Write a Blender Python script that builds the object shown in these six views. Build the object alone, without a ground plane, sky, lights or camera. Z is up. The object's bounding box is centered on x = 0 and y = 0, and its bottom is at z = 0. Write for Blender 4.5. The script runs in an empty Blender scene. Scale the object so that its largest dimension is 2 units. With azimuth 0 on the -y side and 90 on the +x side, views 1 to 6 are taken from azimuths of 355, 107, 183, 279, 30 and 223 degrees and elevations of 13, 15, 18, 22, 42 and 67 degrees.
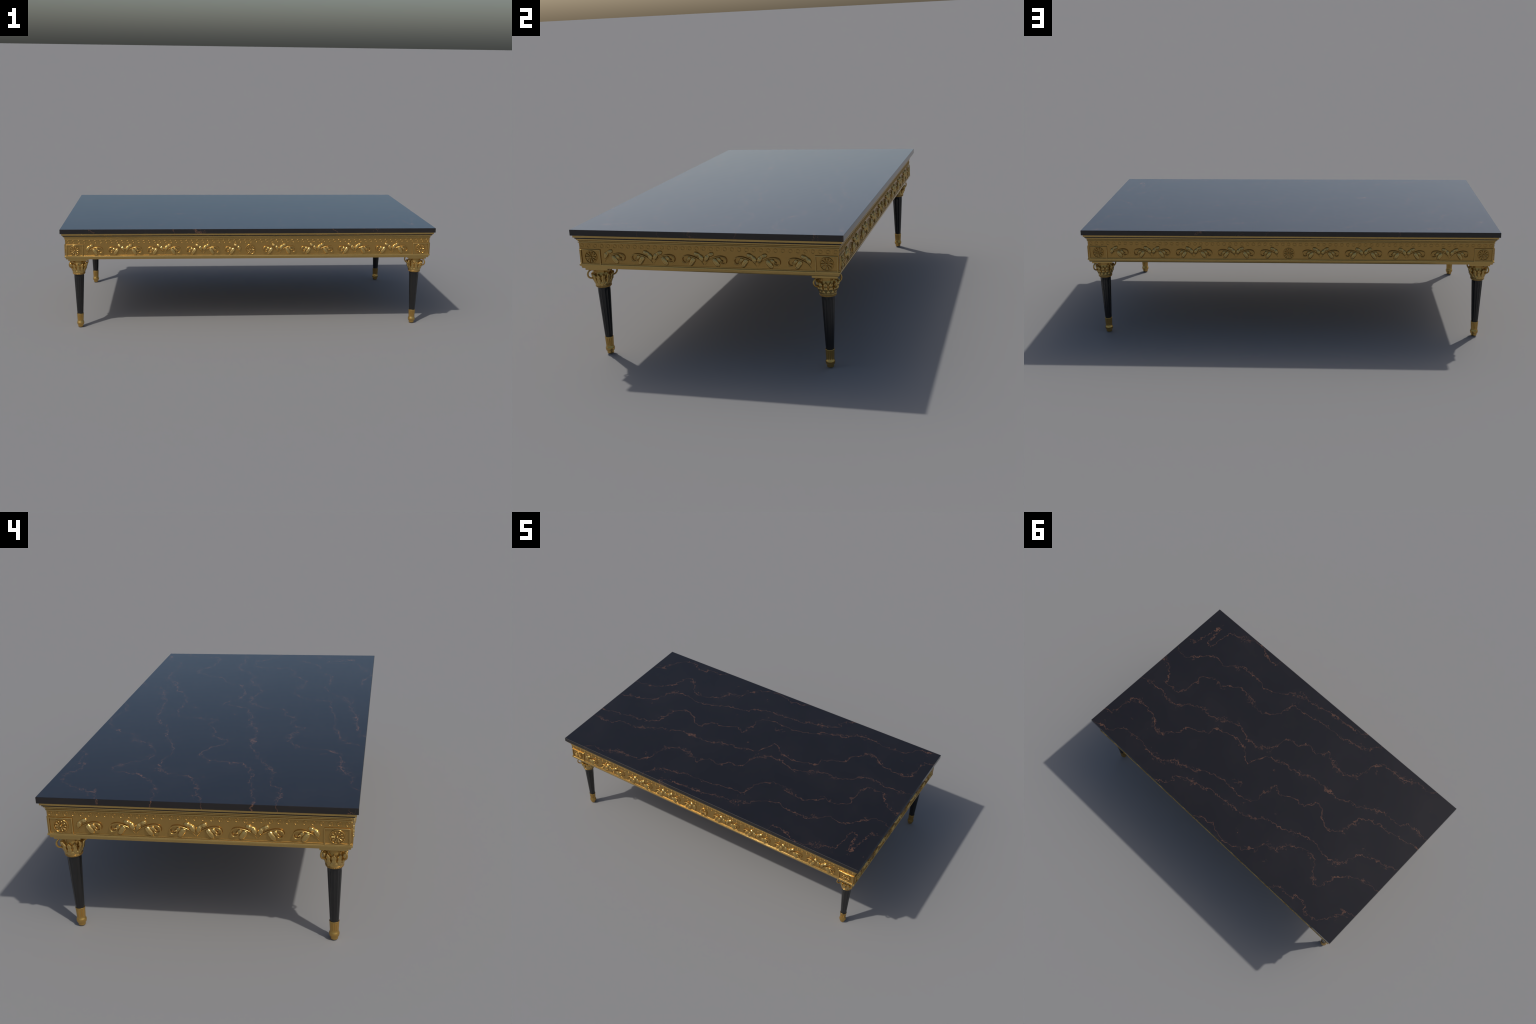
"""Neoclassical coffee table: black marble slab with copper veins on a gilt,
ornamented apron and four fluted black legs with gilt capitals and feet."""
import bpy, math, random
from mathutils import Matrix, Vector
random.seed(7)
pi = math.pi

# ------------------------------------------------------------------ sizes
HX, HY = 1.0, 0.5580            # half length / half width of the slab
SLAB_BOTTOM, SLAB_TOP = 0.5284, 0.5530
FASCIA = 0.0240                 # set-back of the apron face from the slab edge
LEG_X, LEG_Y = 0.9153, 0.4738

# ------------------------------------------------------------------ node helpers
class Nodes:
    def __init__(self, name):
        self.mat = bpy.data.materials.new(name)
        self.mat.use_nodes = True
        self.t = self.mat.node_tree
        self.t.nodes.clear()
        self.out = self.t.nodes.new('ShaderNodeOutputMaterial')
        self.bsdf = self.t.nodes.new('ShaderNodeBsdfPrincipled')
        self.t.links.new(self.bsdf.outputs[0], self.out.inputs[0])

    def put(self, value, socket):
        if isinstance(value, bpy.types.NodeSocket):
            self.t.links.new(value, socket)
        else:
            socket.default_value = value

    def set(self, **kw):
        for k, v in kw.items():
            self.put(v, self.bsdf.inputs[k.replace('_', ' ')])

    def math(self, op, a, b=0.0, c=0.0, clamp=False):
        n = self.t.nodes.new('ShaderNodeMath')
        n.operation = op
        n.use_clamp = clamp
        for i, v in enumerate((a, b, c)):
            self.put(v, n.inputs[i])
        return n.outputs[0]

    def vmath(self, op, a, b):
        n = self.t.nodes.new('ShaderNodeVectorMath')
        n.operation = op
        self.put(a, n.inputs[0])
        self.put(b, n.inputs[1])
        return n.outputs[0]

    def coords(self):
        return self.t.nodes.new('ShaderNodeTexCoord').outputs['Object']

    def noise(self, vec, scale, detail=2.0, rough=0.5, color=False):
        n = self.t.nodes.new('ShaderNodeTexNoise')
        self.put(vec, n.inputs['Vector'])
        n.inputs['Scale'].default_value = scale
        n.inputs['Detail'].default_value = detail
        n.inputs['Roughness'].default_value = rough
        return n.outputs['Color' if color else 'Fac']

    def remap(self, v, a, b, c=0.0, d=1.0, smooth=True):
        n = self.t.nodes.new('ShaderNodeMapRange')
        n.interpolation_type = 'SMOOTHSTEP' if smooth else 'LINEAR'
        for i, x in enumerate((v, a, b, c, d)):
            self.put(x, n.inputs[i])
        return n.outputs[0]

    def mix(self, f, a, b):
        n = self.t.nodes.new('ShaderNodeMix')
        n.data_type = 'RGBA'
        self.put(f, n.inputs[0])
        self.put(a, n.inputs[6])
        self.put(b, n.inputs[7])
        return n.outputs[2]

    def bump(self, h, strength, dist):
        n = self.t.nodes.new('ShaderNodeBump')
        n.inputs['Strength'].default_value = strength
        n.inputs['Distance'].default_value = dist
        self.put(h, n.inputs['Height'])
        self.t.links.new(n.outputs[0], self.bsdf.inputs['Normal'])


def gilt_material(name, color, rough):
    """Gilding: warm metal with a faint mottling of tone."""
    m = Nodes(name)
    a = m.noise(m.coords(), 9.0, 3.0)
    lo = tuple(c * 0.98 for c in color) + (1,)
    hi = tuple(c * 1.02 for c in color) + (1,)
    m.set(Base_Color=m.mix(m.remap(a, 0.35, 0.65), lo, hi), Metallic=0.83, Roughness=rough)
    return m.mat


def lacquer_material():
    m = Nodes('black_lacquer')
    p = m.coords()
    a = m.noise(p, 30.0, 3.0)
    col = m.mix(a, (0.010, 0.010, 0.010, 1), (0.014, 0.0135, 0.013, 1))
    m.set(Base_Color=col, Roughness=0.22)
    return m.mat


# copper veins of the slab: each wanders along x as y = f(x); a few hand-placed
# control points give its course, noise in the shader gives the crinkle
VEINS = [
    [(1.0, -.26), (.93, -.28), (.86, -.32), (.885, -.40), (.90, -.455), (.816, -.47), (.72, -.516), (.60, -.55), (.50, -.508), (.45, -.51), (.43, -.60)],
    [(1.0, -.18), (.94, -.152), (.837, -.219), (.76, -.294), (.70, -.284), (.617, -.331), (.48, -.363), (.373, -.344), (.28, -.379), (.223, -.45), (.107, -.47), (-.04, -.505), (-.135, -.515), (-.277, -.542), (-.33, -.60)],
    [(1.0, -.05), (.90, -.02), (.86, .045), (.80, .055), (.74, .03), (.715, -.12), (.66, -.165), (.597, -.172), (.548, -.202), (.45, -.24), (.40, -.231), (.304, -.204), (.20, -.28), (.156, -.38), (.054, -.393), (-.073, -.419), (-.243, -.436), (-.355, -.475), (-.401, -.536), (-.50, -.60)],
    [(1.0, .146), (.862, .118), (.764, .133), (.676, .102), (.585, .035), (.481, .021), (.313, -.045), (.185, -.022), (.06, -.09), (.033, -.205), (-.022, -.202), (-.087, -.243), (-.156, -.238), (-.21, -.30), (-.265, -.27), (-.358, -.248), (-.44, -.307), (-.47, -.44), (-.518, -.464), (-.639, -.479), (-.745, -.521), (-.816, -.53), (-.9, -.60)],
    [(1.0, .45), (.945, .43), (.925, .28), (.827, .265), (.744, .275), (.647, .319), (.572, .258), (.523, .172), (.43, .13), (.40, .075), (.276, .031), (.17, .05), (.10, .092), (.069, .017), (-.028, -.048), (-.154, -.072), (-.31, -.121), (-.402, -.11), (-.556, -.159), (-.665, -.226), (-.806, -.245), (-.872, -.289), (-1.0, -.283)],
    [(1.0, .555), (.859, .514), (.81, .467), (.697, .441), (.54, .456), (.426, .397), (.317, .353), (.209, .289), (.089, .275), (-.019, .289), (-.10, .236), (-.128, .085), (-.182, .103), (-.24, .07), (-.341, .048), (-.388, -.008), (-.484, .047), (-.536, .064), (-.60, .016), (-.64, -.126), (-.711, -.153), (-.865, -.177), (-1.0, -.206)],
    [(.46, .60), (.43, .554), (.36, .52), (.34, .44), (.269, .418), (.126, .37), (.003, .361), (-.084, .355), (-.175, .315), (-.252, .271), (-.333, .26), (-.413, .221), (-.521, .184), (-.61, .203), (-.735, .166), (-.78, .045), (-.866, .022), (-1.0, -.023)],
    [(.12, .60), (.089, .545), (-.025, .519), (-.125, .547), (-.20, .535), (-.30, .46), (-.34, .38), (-.399, .377), (-.43, .315), (-.493, .268), (-.572, .257), (-.655, .318), (-.72, .371), (-.76, .26), (-.80, .217), (-.862, .173), (-1.0, .145)],
    [(-.50, .60), (-.539, .549), (-.571, .518), (-.653, .512), (-.685, .481), (-.806, .526), (-.90, .46), (-.945, .36), (-1.0, .345)],
]


def marble_material():
    m = Nodes('black_marble')
    p = m.coords()
    # drift with height so that veins run down the slab edge at a slant
    sep = m.t.nodes.new('ShaderNodeSeparateXYZ')
    jit = m.vmath('SUBTRACT', m.noise(p, 20.0, 6.0, 0.66, color=True), (0.5, 0.5, 0.5))
    jit = m.vmath('MULTIPLY', jit, (0.085, 0.085, 0.0))
    fine = m.vmath('SUBTRACT', m.noise(p, 55.0, 3.0, 0.62, color=True), (0.5, 0.5, 0.5))
    fine = m.vmath('MULTIPLY', fine, (0.032, 0.032, 0.0))
    q = m.vmath('ADD', m.vmath('ADD', p, jit), fine)
    m.put(q, sep.inputs[0])
    drift = m.math('MULTIPLY_ADD', sep.outputs[2], 0.8, -0.8 * SLAB_TOP)
    x = m.math('ADD', sep.outputs[0], drift)
    y = sep.outputs[1]
    fx = m.math('MULTIPLY_ADD', x, 0.5, 0.5)
    dist = None
    fx2 = m.math('ADD', fx, 0.004)

    def course(pts, value):
        n = m.t.nodes.new('ShaderNodeFloatCurve')
        cm = n.mapping
        cm.use_clip = False
        c = cm.curves[0]
        while len(c.points) < len(pts):
            c.points.new(0.5, 0.5)
        for cp, (vx, vy) in zip(c.points, pts):
            cp.location = (vx * 0.5 + 0.5, (vy + 0.65) / 1.3)
            cp.handle_type = 'AUTO_CLAMPED'
        cm.update()
        m.put(value, n.inputs['Value'])
        return m.math('MULTIPLY_ADD', n.outputs[0], 1.3, -0.65)

    for pts in VEINS:
        pts = sorted(pts)
        if pts[0][0] > -0.99:
            pts = [(-1.02, pts[0][1])] + pts
        if pts[-1][0] < 0.99:
            pts = pts + [(1.02, pts[-1][1])]
        fy = course(pts, fx)
        slope = m.math('MULTIPLY', m.math('SUBTRACT', course(pts, fx2), fy), 1 / 0.008)
        steep = m.math('SQRT', m.math('MULTIPLY_ADD', slope, slope, 1.0))
        d = m.math('DIVIDE', m.math('ABSOLUTE', m.math('SUBTRACT', y, fy)), steep)   # distance across the vein
        dist = d if dist is None else m.math('MINIMUM', dist, d)
    # thin thread of varying width and strength
    w = m.remap(m.noise(p, 22.0, 2.0), 0.38, 0.66, 0.0013, 0.0033)
    line = m.remap(dist, m.math('MULTIPLY', w, 0.35), w, 1.0, 0.0)
    strength = m.remap(m.noise(p, 13.0, 3.0), 0.33, 0.60, 0.40, 1.0)
    thread = m.math('MULTIPLY', line, strength)
    # lacy islands that gather beside the veins
    lace_n = m.noise(p, 34.0, 4.0, 0.6)
    lace = m.remap(m.math('ABSOLUTE', m.math('SUBTRACT', lace_n, 0.5)), 0.004, 0.013, 1.0, 0.0)
    zone = m.math('MULTIPLY', m.remap(dist, 0.010, 0.024, 1.0, 0.0),
                  m.remap(m.noise(p, 10.0, 2.0), 0.56, 0.64))
    islands = m.math('MULTIPLY', lace, zone)
    lone = m.math('MULTIPLY', lace, m.remap(m.noise(m.vmath('ADD', p, (3.1, 1.7, 0)), 9.0, 1.0), 0.725, 0.75))
    vein = m.math('MAXIMUM', thread, m.math('MAXIMUM', islands, lone))
    body = m.mix(m.remap(m.noise(p, 5.0, 5.0, 0.65), 0.40, 0.72),
                 (0.0088, 0.0070, 0.0068, 1), (0.0126, 0.0098, 0.0092, 1))
    copper = m.mix(m.noise(p, 40.0, 2.0), (0.095, 0.044, 0.025, 1), (0.150, 0.071, 0.040, 1))
    m.set(Base_Color=m.mix(vein, body, copper), Roughness=0.08, Coat_Weight=0.38, Coat_Roughness=0.05)
    return m.mat


# ------------------------------------------------------------------ mesh helpers
def make_mesh(name, verts, faces, mat, angle=35, smooth=True):
    me = bpy.data.meshes.new(name)
    me.from_pydata([tuple(v) for v in verts], [], faces)
    me.validate()
    me.update()
    import bmesh
    bm = bmesh.new()
    bm.from_mesh(me)
    bmesh.ops.recalc_face_normals(bm, faces=bm.faces)
    bm.to_mesh(me)
    bm.free()
    me.materials.append(mat)
    if smooth:
        me.shade_smooth()
        if angle is not None:
            me.set_sharp_from_angle(angle=math.radians(angle))
    return me


def add(name, mesh, parent, matrix=None):
    ob = bpy.data.objects.new(name, mesh)
    bpy.context.scene.collection.objects.link(ob)
    ob.parent = parent
    if matrix is not None:
        ob.matrix_local = matrix
    return ob


class Build:
    """Collects vertices and faces of several shells into one mesh."""
    def __init__(self):
        self.v, self.f = [], []

    def grid(self, rows, close_u=False, close_v=False, cap=False):
        b = len(self.v)
        nu, nv = len(rows), len(rows[0])
        for r in rows:
            self.v += [Vector(p) for p in r]
        for i in range(nu if close_u else nu - 1):
            for j in range(nv if close_v else nv - 1):
                i2, j2 = (i + 1) % nu, (j + 1) % nv
                self.f.append((b + i * nv + j, b + i * nv + j2, b + i2 * nv + j2, b + i2 * nv + j))
        if cap:
            self.f.append(tuple(b + j for j in range(nv)))
            self.f.append(tuple(b + (nu - 1) * nv + j for j in reversed(range(nv))))
        return self

    def lathe(self, prof, seg=48, flute=None, cap=True):
        rows = []
        for r, z in prof:
            row = []
            for k in range(seg):
                a = 2 * pi * k / seg
                rr = r * flute(a, z) if flute else r
                row.append((rr * math.cos(a), rr * math.sin(a), z))
            rows.append(row)
        return self.grid(rows, close_v=True, cap=cap)

    def sphere(self, c, r, nu=8, nv=12, squash=(1, 1, 1)):
        rows = []
        for i in range(1, nu):
            t = pi * i / nu
            rows.append([(c[0] + squash[0] * r * math.sin(t) * math.cos(2 * pi * j / nv),
                          c[1] + squash[1] * r * math.sin(t) * math.sin(2 * pi * j / nv),
                          c[2] + squash[2] * r * math.cos(t)) for j in range(nv)])
        return self.grid(rows, close_v=True, cap=True)

    def torus(self, c, R, r, axis='y', seg=32, tube=10, flat=1.0):
        rows = []
        for i in range(seg):
            a = 2 * pi * i / seg
            row = []
            for j in range(tube):
                b = 2 * pi * j / tube
                d, h = R + r * math.cos(b), r * flat * math.sin(b)
                p = (d * math.cos(a), h, d * math.sin(a)) if axis == 'y' else (d * math.cos(a), d * math.sin(a), h)
                row.append((c[0] + p[0], c[1] + p[1], c[2] + p[2]))
            rows.append(row)
        return self.grid(rows, close_u=True, close_v=True)

    def tube(self, path, radius, seg=8):
        rows, n = [], len(path)
        path = [Vector(p) for p in path]
        for i, p in enumerate(path):
            t = (path[min(i + 1, n - 1)] - path[max(i - 1, 0)]).normalized()
            out = Vector((0, -1, 0))
            side = t.cross(out).normalized()
            r = radius(i / (n - 1))
            rows.append([p + r * (math.cos(2 * pi * k / seg) * side + math.sin(2 * pi * k / seg) * out) for k in range(seg)])
        return self.grid(rows, close_v=True, cap=True)

    def box(self, lo, hi, bev=0.0):
        x0, y0, z0 = lo
        x1, y1, z1 = hi
        b = bev
        def loop(d, z):
            return [(x0 + d, y0 + d, z), (x1 - d, y0 + d, z), (x1 - d, y1 - d, z), (x0 + d, y1 - d, z)]
        rows = [loop(b, z0), loop(0, z0 + b), loop(0, z1 - b), loop(b, z1)] if b else [loop(0, z0), loop(0, z1)]
        return self.grid(rows, close_v=True, cap=True)

    def mesh(self, name, mat, angle=35):
        return make_mesh(name, self.v, self.f, mat, angle)


def smooth_path(pts, per=6):
    """Catmull-Rom through control points."""
    pts = [Vector(p) for p in pts]
    out = []
    for i in range(len(pts) - 1):
        p0, p1, p2, p3 = pts[max(i - 1, 0)], pts[i], pts[i + 1], pts[min(i + 2, len(pts) - 1)]
        for k in range(per):
            t = k / per
            out.append(0.5 * ((2 * p1) + (p2 - p0) * t + (2 * p0 - 5 * p1 + 4 * p2 - p3) * t * t
                              + (3 * p1 - p0 - 3 * p2 + p3) * t ** 3))
    out.append(pts[-1])
    return out


def interp(tab, u):
    for (a, va), (b, vb) in zip(tab, tab[1:]):
        if u <= b:
            t = (u - a) / (b - a)
            t = t * t * (3 - 2 * t)
            return va + (vb - va) * t
    return tab[-1][1]


def mitred(profile, closed=True):
    """Rectangular moulding: profile of (set-back from slab edge, z) swept round the slab."""
    rows = []
    for o, z in profile:
        rows.append([(sx * (HX - o), sy * (HY - o), z) for sx, sy in ((-1, -1), (1, -1), (1, 1), (-1, 1))])
    return Build().grid(rows, close_u=closed, close_v=True)


# ------------------------------------------------------------------ materials
GILT = gilt_material('gilt_bronze', (0.550, 0.345, 0.100), 0.23)
FIELD = gilt_material('darker_gilding', (0.485, 0.297, 0.0865), 0.25)      # gold in a darker tone: apron ground, capital bells
BURNISHED = gilt_material('burnished_gilding', (0.600, 0.405, 0.136), 0.22)  # mouldings, leaves, petals
LACQUER = lacquer_material()
MARBLE = marble_material()

# ------------------------------------------------------------------ thing
table = bpy.data.objects.new('coffee_table', None)
bpy.context.scene.collection.objects.link(table)
table["label"] = "low rectangular black marble coffee table with gilt carved apron"
table["category"] = "coffee table"

# slab
b = 0.0011
slab = Build().grid([[(sx * (HX - d), sy * (HY - d), z) for sx, sy in ((-1, -1), (1, -1), (1, 1), (-1, 1))]
                     for d, z in ((b, SLAB_BOTTOM), (0, SLAB_BOTTOM + b), (0, SLAB_TOP - b), (b, SLAB_TOP))],
                    close_v=True, cap=True)
me = slab.mesh('tabletop', MARBLE, None)
me.shade_flat()
add('tabletop', me, table)

# cornice under the slab: gilt fillet, black inlay band
add('cornice_fillet', mitred([(.0500, .5284), (.0084, .5284), (.0070, .5272), (.0070, .5194), (.0080, .5184), (.0500, .5184)]).mesh('cornice_fillet', BURNISHED, 25), table)
add('inlay_band', mitred([(.0500, .5184), (.0125, .5184), (.0125, .5128), (.0500, .5128)]).mesh('inlay_band', LACQUER, 25), table)

def bead(base, z0, z1, bulge, n=7):
    """Half-round moulding standing proud of set-back `base` between z0 (top) and z1."""
    return [(base - bulge * math.sin(pi * i / (n - 1)), (z0 + z1) / 2 + (z0 - z1) / 2 * math.cos(pi * i / (n - 1))) for i in range(n)]


apron_top = [(.0560, .5128), (.0172, .5128), (.0163, .5120), (.0163, .5076), (.0170, .5067), (.0228, .5060)]
apron_top += bead(.0222, .5044, .5002, .0026) + [(.0240, .4998), (.0240, .4986)] + bead(.0230, .4982, .4938, .0024)
field = [(FASCIA, .4934), (FASCIA, .4106)]
apron_foot = [(.0222, .4102), (.0218, .4098), (.0218, .4078), (.0224, .4072), (.0236, .4068), (.0236, .4060)]
apron_foot += bead(.0203, .4056, .3978, .0011, 9) + [(.0240, .3970), (.0243, .3944), (.0249, .3926), (.0260, .3880), (.0268, .3868), (.0560, .3868)]
me = mitred(apron_top + field + apron_foot).mesh('apron', BURNISHED, 40)
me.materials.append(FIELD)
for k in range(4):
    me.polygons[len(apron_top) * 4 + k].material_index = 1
apron = add('apron', me, table)
add('underside_bounce_panel', Build().box((-HX + .05, -HY + .05, .3880), (HX - .05, HY - .05, .3960)).mesh('underside_bounce_panel', FIELD, 30), table)  # unseen plate, added to bounce warm light into the shadow beneath

# ------------------------------------------------------------------ apron ornament
# local frame of one face: x to the right as seen from outside, -y outward, z up
SIDES = [(0, HY - FASCIA, True), (pi / 2, HX - FASCIA, False), (pi, HY - FASCIA, True), (-pi / 2, HX - FASCIA, False)]


def face_matrix(angle, dist, s, z=0.0):
    return Matrix.Rotation(angle, 4, 'Z') @ Matrix.Translation((s, -dist, z))


def relief_leaf(axis, width, height, groove=0.13, nu=32, nv=20, name='leaf'):
    """Domed leaf lying on the fascia: spine, half-width table, crest-height table."""
    spine = smooth_path([(a, 0, c) for a, c in axis], 12)
    n = len(spine)
    rows = []
    for i in range(nu + 1):
        u = i / nu
        x = u * (n - 1)
        k = min(int(x), n - 2)
        p = spine[k].lerp(spine[k + 1], x - k)
        t = (spine[k + 1] - spine[k]).normalized()
        side = Vector((-t.z, 0, t.x))
        w, h = interp(width, u), 0.88 * interp(height, u)
        row = [p + side * w + Vector((0, 0.0012, 0))]
        for j in range(nv + 1):
            v = 1 - 2 * j / nv
            dome = max(0.0, 1 - abs(v) ** 2.3) ** 0.58
            g = groove * math.exp(-((v + 0.12) / 0.10) ** 2)
            row.append(p + side * (w * v) + Vector((0, -h * (0.06 + dome * (0.94 - g)), 0)))
        row.append(p - side * w + Vector((0, 0.0012, 0)))
        rows.append(row)
    return rows


UPPER_LEAF = dict(
    axis=[(.0074, .4302), (.0084, .4390), (.0132, .4492), (.0215, .4566), (.0310, .4612), (.0418, .4630)],
    width=[(0, 0.0013), (.08, 0.0054), (.24, 0.0103), (.40, 0.0103), (.53, 0.0077), (.60, 0.0079), (.76, 0.0092), (.90, 0.0081), (1, 0.0024)],
    height=[(0, .003), (.10, .0070), (.28, .0105), (.42, .0104), (.55, .0062), (.74, .0110), (.90, .0084), (1, .0030)])
LOWER_LEAF = dict(
    axis=[(.0384, .4458), (.0426, .4390), (.0496, .4290), (.0560, .4205), (.0645, .4142)],
    width=[(0, 0.0017), (.10, 0.0079), (.30, 0.0111), (.62, 0.0113), (.84, 0.0096), (.93, 0.0047), (1, 0.0006)],
    height=[(0, .003), (.12, .0085), (.40, .0110), (.70, .0098), (.88, .0060), (1, .0008)])
SMALL_LEAF = dict(
    axis=[(.0566, .4496), (.0594, .4448), (.0644, .4380), (.0694, .4318)],
    width=[(0, 0.0015), (.15, 0.0064), (.42, 0.0083), (.75, 0.0075), (1, 0.0024)],
    height=[(0, .003), (.16, .0072), (.5, .0092), (.8, .0074), (1, .003)])
STEM = [(.0028, .4175), (.0115, .4293), (.0218, .4390), (.0357, .4464), (.0489, .4511), (.0623, .4538), (.0750, .4529),
        (.0851, .4492), (.0900, .4422), (.0909, .4345), (.0882, .4278), (.0831, .4245), (.0762, .4243), (.0708, .4268),
        (.0672, .4312), (.0684, .4358), (.0728, .4368), (.0757, .4338), (.0742, .4306)]
STEM_LIFT = [(0, .0012), (.3, .0062), (.55, .0078), (.75, .0058), (1, .0048)]   # stem arches off the ground
ORNAMENT = {}
for long_side in (True, False):
    for mirror in (1, -1):
        k = (0.957 if long_side else 1.0) * mirror
        parts = []
        for nm, d in (('leaf', UPPER_LEAF), ('leaf', LOWER_LEAF), ('leaf', SMALL_LEAF)):
            bld = Build().grid(relief_leaf(**d), cap=True)
            bld.v = [Vector((p.x * k, p.y, p.z)) for p in bld.v]
            parts.append((nm, bld.mesh('relief_leaf', BURNISHED, 50)))
        bld = Build()
        path = smooth_path([(a, -interp(STEM_LIFT, i / (len(STEM) - 1)), c) for i, (a, c) in enumerate(STEM)], 5)
        bld.tube(path, lambda u: 0.0021 * interp([(0, .55), (.2, .95), (.5, 1.05), (.8, .85), (1, .7)], u), 10)
        bld.sphere((.0732, -.0066, .4340), .0024)
        # calyx joining the lower pair of leaves to the stem
        bld.grid(relief_leaf([(.0500, .4500), (.0530, .4430), (.0570, .4340)], [(0, .001), (.5, .0042), (1, .001)],
                             [(0, .002), (.5, .0034), (1, .001)], 0.0, 10, 8), cap=True)
        bld.v = [Vector((p.x * k, p.y, p.z)) for p in bld.v]
        parts.append(('scroll_stem', bld.mesh('scroll_stem', GILT, 50)))
        ORNAMENT[long_side, mirror] = parts


def rosette_meshes(petals, R, z0):
    ring = Build().torus((0, -.0016, 0), R - .0016, .0018, 'y', 64, 10, 1.7).mesh('rosette_ring', GILT, 60)
    bld = Build()
    n = 18
    rows = []
    L0, L1 = R * 0.20, R * 0.83
    wmax = R * (0.108 if petals > 10 else 0.132)
    for i in range(n + 1):
        u = i / n
        w = wmax * interp([(0, .25), (.55, .8), (.82, 1.0), (.95, .7), (1, .12)], u)
        h = .0080 * interp([(0, .45), (.5, .75), (.8, 1.0), (.95, .6), (1, .1)], u)
        row = [(L0 + (L1 - L0) * u, .001, w)]
        for j in range(9):
            v = 1 - j / 4
            row.append((L0 + (L1 - L0) * u, -h * max(0, 1 - v * v) ** .5 - .0002, w * v))
        row.append((L0 + (L1 - L0) * u, .001, -w))
        rows.append(row)
    bld.grid(rows, cap=True)
    petal = bld.mesh('rosette_petal', BURNISHED, 60)
    boss = Build().sphere((0, -.0028, 0), R * .145, 10, 16, (1, 1.5, 1)).mesh('rosette_boss', BURNISHED, None)
    return ring, petal, boss


ROSETTES = {10: rosette_meshes(10, .0272, .4358), 12: rosette_meshes(12, .0280, .4375)}


def add_rosette(angle, dist, s, z, petals):
    ring, petal, boss = ROSETTES[petals]
    m = face_matrix(angle, dist, s, z)
    add('rosette_ring', ring, apron, m)
    add('rosette_boss', boss, apron, m)
    for k in range(petals):
        add('rosette_petal', petal, apron, m @ Matrix.Rotation(2 * pi * k / petals, 4, 'Y'))


def frame_mesh(w, z0, z1):
    """Raised corner-panel frame standing a little off the fascia on its top and bottom rails."""
    sec = [(.0020 - .0020 * math.cos(2 * pi * k / 12), -.0034 - .0019 * math.sin(2 * pi * k / 12)) for k in range(12)]
    rows = [[(sx * (w - i), o, (z1 - i) if sz > 0 else (z0 + i)) for sx, sz in ((-1, -1), (1, -1), (1, 1), (-1, 1))] for i, o in sec]
    bld = Build().grid(rows, close_u=True, close_v=True)
    bld.box((-w + .0006, -.0040, z1 - .0028), (w - .0006, .001, z1 - .0014))
    bld.box((-w + .0006, -.0040, z0 + .0014), (w - .0006, .001, z0 + .0028))
    return bld.mesh('panel_frame', BURNISHED, 40)


FRAME = frame_mesh(.0442, .4030, .4680)
BEAD_RING = Build().torus((0, -.0002, 0), .0068, .0014, 'y', 28, 8, 1.2).mesh('bead_ring', GILT, 60)

for angle, dist, is_long in SIDES:
    def branch(s, mirror):
        for nm, mesh in ORNAMENT[is_long, mirror]:
            add(nm, mesh, apron, face_matrix(angle, dist, s))
    if is_long:
        panel, pitch = .9275, .2048
        pairs = [-.6645, -.4597, -.2549, .1540, .3588, .5636, .7684]
        branch(-.8693, 1)
        branch(-.0500, -1)
        add_rosette(angle, dist, 0.0, .4375, 12)
        n_rings, first = 69, .9617
    else:
        panel = .4862
        pairs = [-.2147, 0.0, .2147]
        branch(-.4290, 1)
        branch(.4290, -1)
        n_rings, first = 37, .5216
    for c in pairs:
        branch(c, 1)
        branch(c, -1)
    for s in (-panel, panel):
        add('panel_frame', FRAME, apron, face_matrix(angle, dist, s))
        add_rosette(angle, dist, s, .4358, 10)
    step = 2 * first / (n_rings - 1)
    bars = Build()
    for i in range(n_rings):
        s = -first + i * step
        add('bead_ring', BEAD_RING, apron, face_matrix(angle, dist, s, .4822))
        if i < n_rings - 1:
            bars.box((s + step / 2 - .0012, -.0009, .4757), (s + step / 2 + .0012, .001, .4890))
    ob = add('dart_bars', bars.mesh('dart_bars', GILT, 35), apron, face_matrix(angle, dist, 0))
    ob["kind"] = "stuff"

# ------------------------------------------------------------------ legs
SHAFT_TOP, SHAFT_BOT = .296, .070


def flutes(count, depth):
    def f(a, z):
        x = (a * count / (2 * pi)) % 1.0
        c = abs(2 * x - 1)                 # 1 on the rib, 0 in the middle of the flute
        hollow = max(0.0, 1 - (c / .82) ** 2) ** .5 if c < .82 else 0.0
        fade = min(1, max(0, (SHAFT_TOP - .004 - z) / .012)) * min(1, max(0, (z - SHAFT_BOT - .006) / .012))
        return 1 - depth * hollow * fade
    return f


def shaft_radius(z):
    return .0162 + (.0264 - .0162) * (z - .074) / (.292 - .074)


zs = [SHAFT_BOT + (SHAFT_TOP - SHAFT_BOT) * i / 60 for i in range(61)]
shaft_mesh = Build().lathe([(shaft_radius(z), z) for z in zs], 12 * 16, flutes(12, .075)).mesh('leg_shaft', LACQUER, 40)

# foot: fluted sheath, bulb, pad
def sheath(a, z):
    if .0355 < z < .0715:
        x = (a * 12 / (2 * pi)) % 1.0
        k = min(1, (z - .0355) / .004, (.0715 - z) / .003)
        return 1 - .12 * k * (0.5 + 0.5 * math.cos(2 * pi * x)) ** 3
    return 1.0

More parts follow.
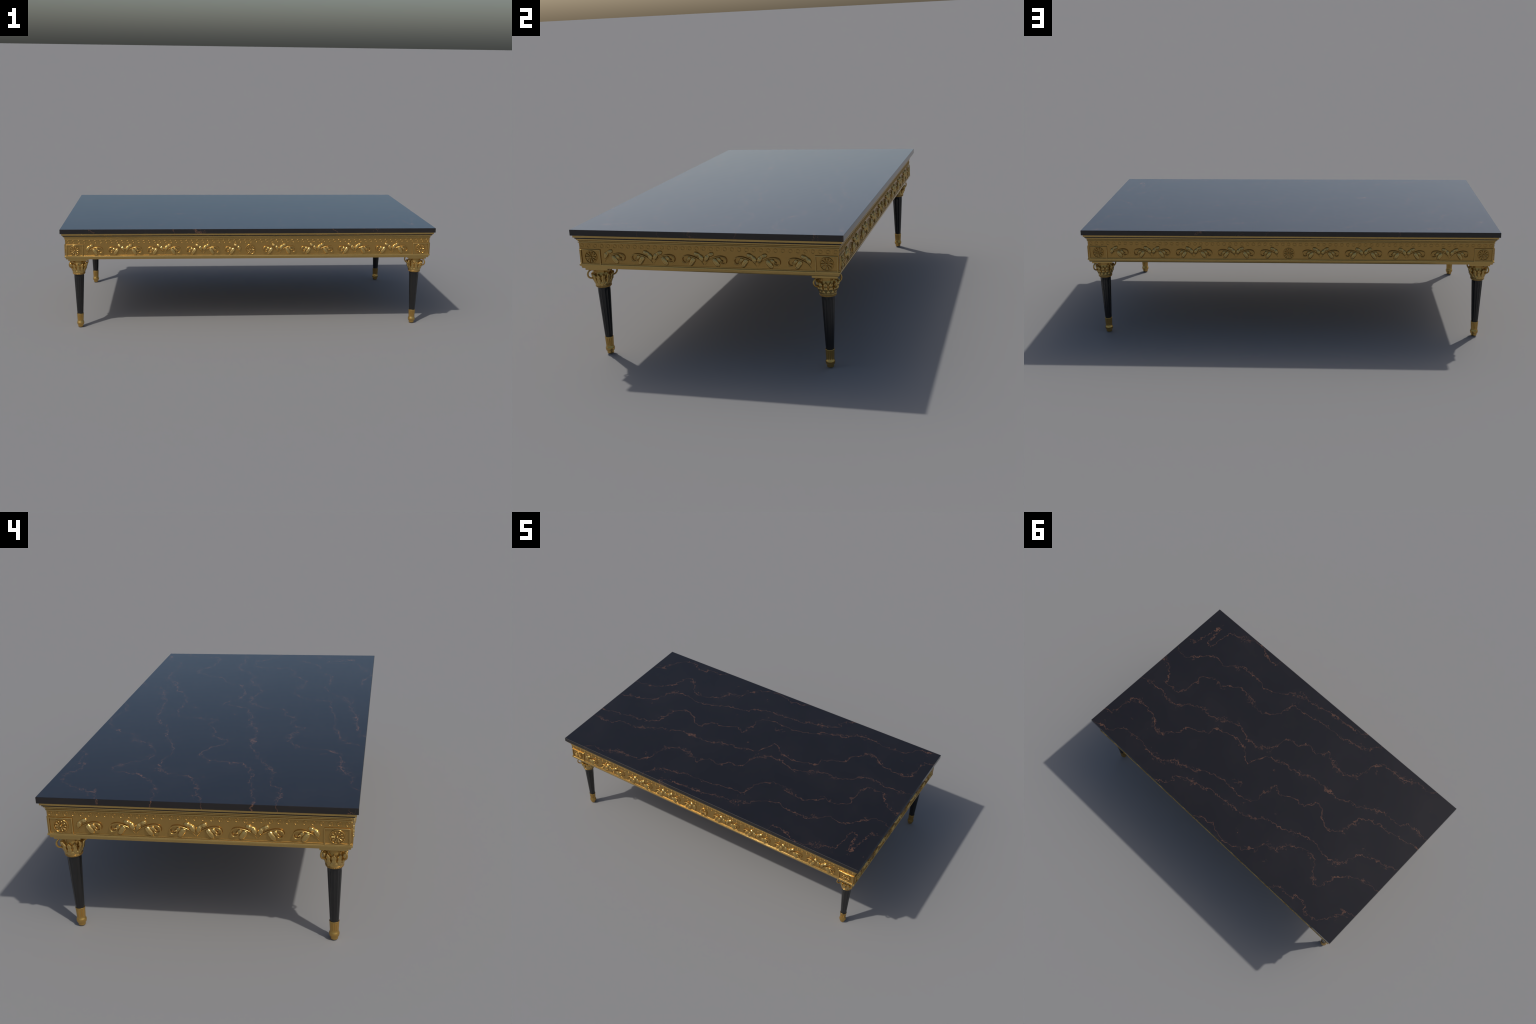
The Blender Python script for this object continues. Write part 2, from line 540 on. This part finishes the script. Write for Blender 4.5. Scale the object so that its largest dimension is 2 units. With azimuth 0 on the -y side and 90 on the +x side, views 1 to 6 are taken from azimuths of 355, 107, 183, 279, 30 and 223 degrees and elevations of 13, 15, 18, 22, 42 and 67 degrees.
foot_prof = [(.0150, .0715), (.0168, .0752), (.0180, .0752), (.0186, .0742), (.0186, .0728), (.0182, .0716), (.0180, .0700),
             (.0178, .0670), (.0174, .0600), (.0171, .0540), (.0168, .0480), (.0165, .0420), (.0163, .0390), (.0160, .0362),
             (.0161, .0340), (.0168, .0315), (.0180, .0285), (.0190, .0255), (.0194, .0228), (.0193, .0205), (.0188, .0180),
             (.0180, .0160), (.0170, .0150), (.0168, .0140), (.0160, .0134), (.0146, .0130), (.0147, .0118), (.0142, .0088),
             (.0140, .0062), (.0142, .0036), (.0140, .0016), (.0128, .0003), (.0110, 0.0)]
bld = Build().lathe(foot_prof, 12 * 12, sheath)
for k in range(22):
    a = 2 * pi * k / 22
    bld.sphere((.0168 * math.cos(a), .0168 * math.sin(a), .0144), .0016, 5, 6)
for k in range(12):                      # strings of beads in the grooves
    a = 2 * pi * k / 12
    for i in range(6):
        z = .0680 - .0056 * i
        r = .0164 - (.0680 - z) * .045
        bld.sphere((r * math.cos(a), r * math.sin(a), z), .0014, 5, 6)
foot_mesh = bld.mesh('gilt_foot', GILT, 40)

# capital: bell with beaded collar
def bell(z):
    return interp([(.304, .0310), (.320, .0328), (.338, .0352), (.350, .0340), (.362, .0308), (.377, .0304)], z)

cap_prof = [(.0240, .2952), (.0290, .2952), (.0308, .2957), (.0318, .2968), (.0316, .2980), (.0308, .2986),
            (.0308, .3012), (.0318, .3016), (.0332, .3024), (.0337, .3036), (.0332, .3048), (.0318, .3054)]
cap_prof += [(bell(.306 + .0044 * i), .306 + .0044 * i) for i in range(17)]
bld = Build().lathe(cap_prof, 64)
for k in range(28):
    a = 2 * pi * k / 28
    bld.sphere((.0316 * math.cos(a), .0316 * math.sin(a), .2999), .0021, 6, 8)
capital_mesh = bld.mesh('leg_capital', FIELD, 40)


def capital_leaf(z0, z1, width, lift, groove, nu=20, nv=10):
    rows = []
    for i in range(nu + 1):
        u = i / nu
        z = z0 + (z1 - z0) * u
        w, h = interp(width, u), interp(lift, u)
        r0 = bell(z)
        row = []
        for j in range(-1, nv + 2):
            v = max(-1, min(1, 2 * j / nv - 1))
            a = w * v / r0
            if j in (-1, nv + 1):
                r = r0 - .002
            else:
                dome = (1 - v * v) ** .5 if abs(v) < 1 else 0
                g = groove * math.exp(-(v / .12) ** 2)
                r = r0 + h * (.45 + .55 * dome - g)
            row.append((r * math.cos(a), r * math.sin(a), z))
        rows.append(row)
    return Build().grid(rows, cap=True)


lance_mesh = capital_leaf(.3050, .3575,
                          [(0, .0014), (.16, .0034), (.40, .0084), (.55, .0066), (.60, .0066), (.76, .0084), (.86, .0056), (1, .0004)],
                          [(0, .0010), (.3, .0058), (.42, .0092), (.56, .0084), (.78, .0122), (.92, .0142), (1, .0130)], .16).mesh('capital_leaf', BURNISHED, 50)
scallop_mesh = capital_leaf(.3048, .3220, [(0, .0076), (.4, .0080), (.75, .0058), (1, .0008)],
                            [(0, .0020), (.5, .0034), (1, .0010)], 0.0, 12, 8).mesh('capital_scallop', BURNISHED, 50)
handle_mesh = Build().torus((.0450, 0, .3548), .0178, .0036, 'y', 40, 12).mesh('ring_handle', GILT, None)
block_mesh = Build().box((-.0494, -.0494, .3760), (.0494, .0494, .3880), .0010).mesh('plinth_block', BURNISHED, 30)

for sx, sy in ((-1, -1), (1, -1), (1, 1), (-1, 1)):
    leg = add('leg', shaft_mesh, table, Matrix.Translation((sx * LEG_X, sy * LEG_Y, 0)))
    add('gilt_foot', foot_mesh, leg)
    add('leg_capital', capital_mesh, leg)
    add('plinth_block', block_mesh, leg)
    for k in range(12):
        add('capital_leaf', lance_mesh, leg, Matrix.Rotation(2 * pi * k / 12, 4, 'Z'))
        add('capital_scallop', scallop_mesh, leg, Matrix.Rotation(2 * pi * (k + .5) / 12, 4, 'Z'))
    for k in range(4):
        add('ring_handle', handle_mesh, leg, Matrix.Rotation(pi / 4 + pi / 2 * k, 4, 'Z'))
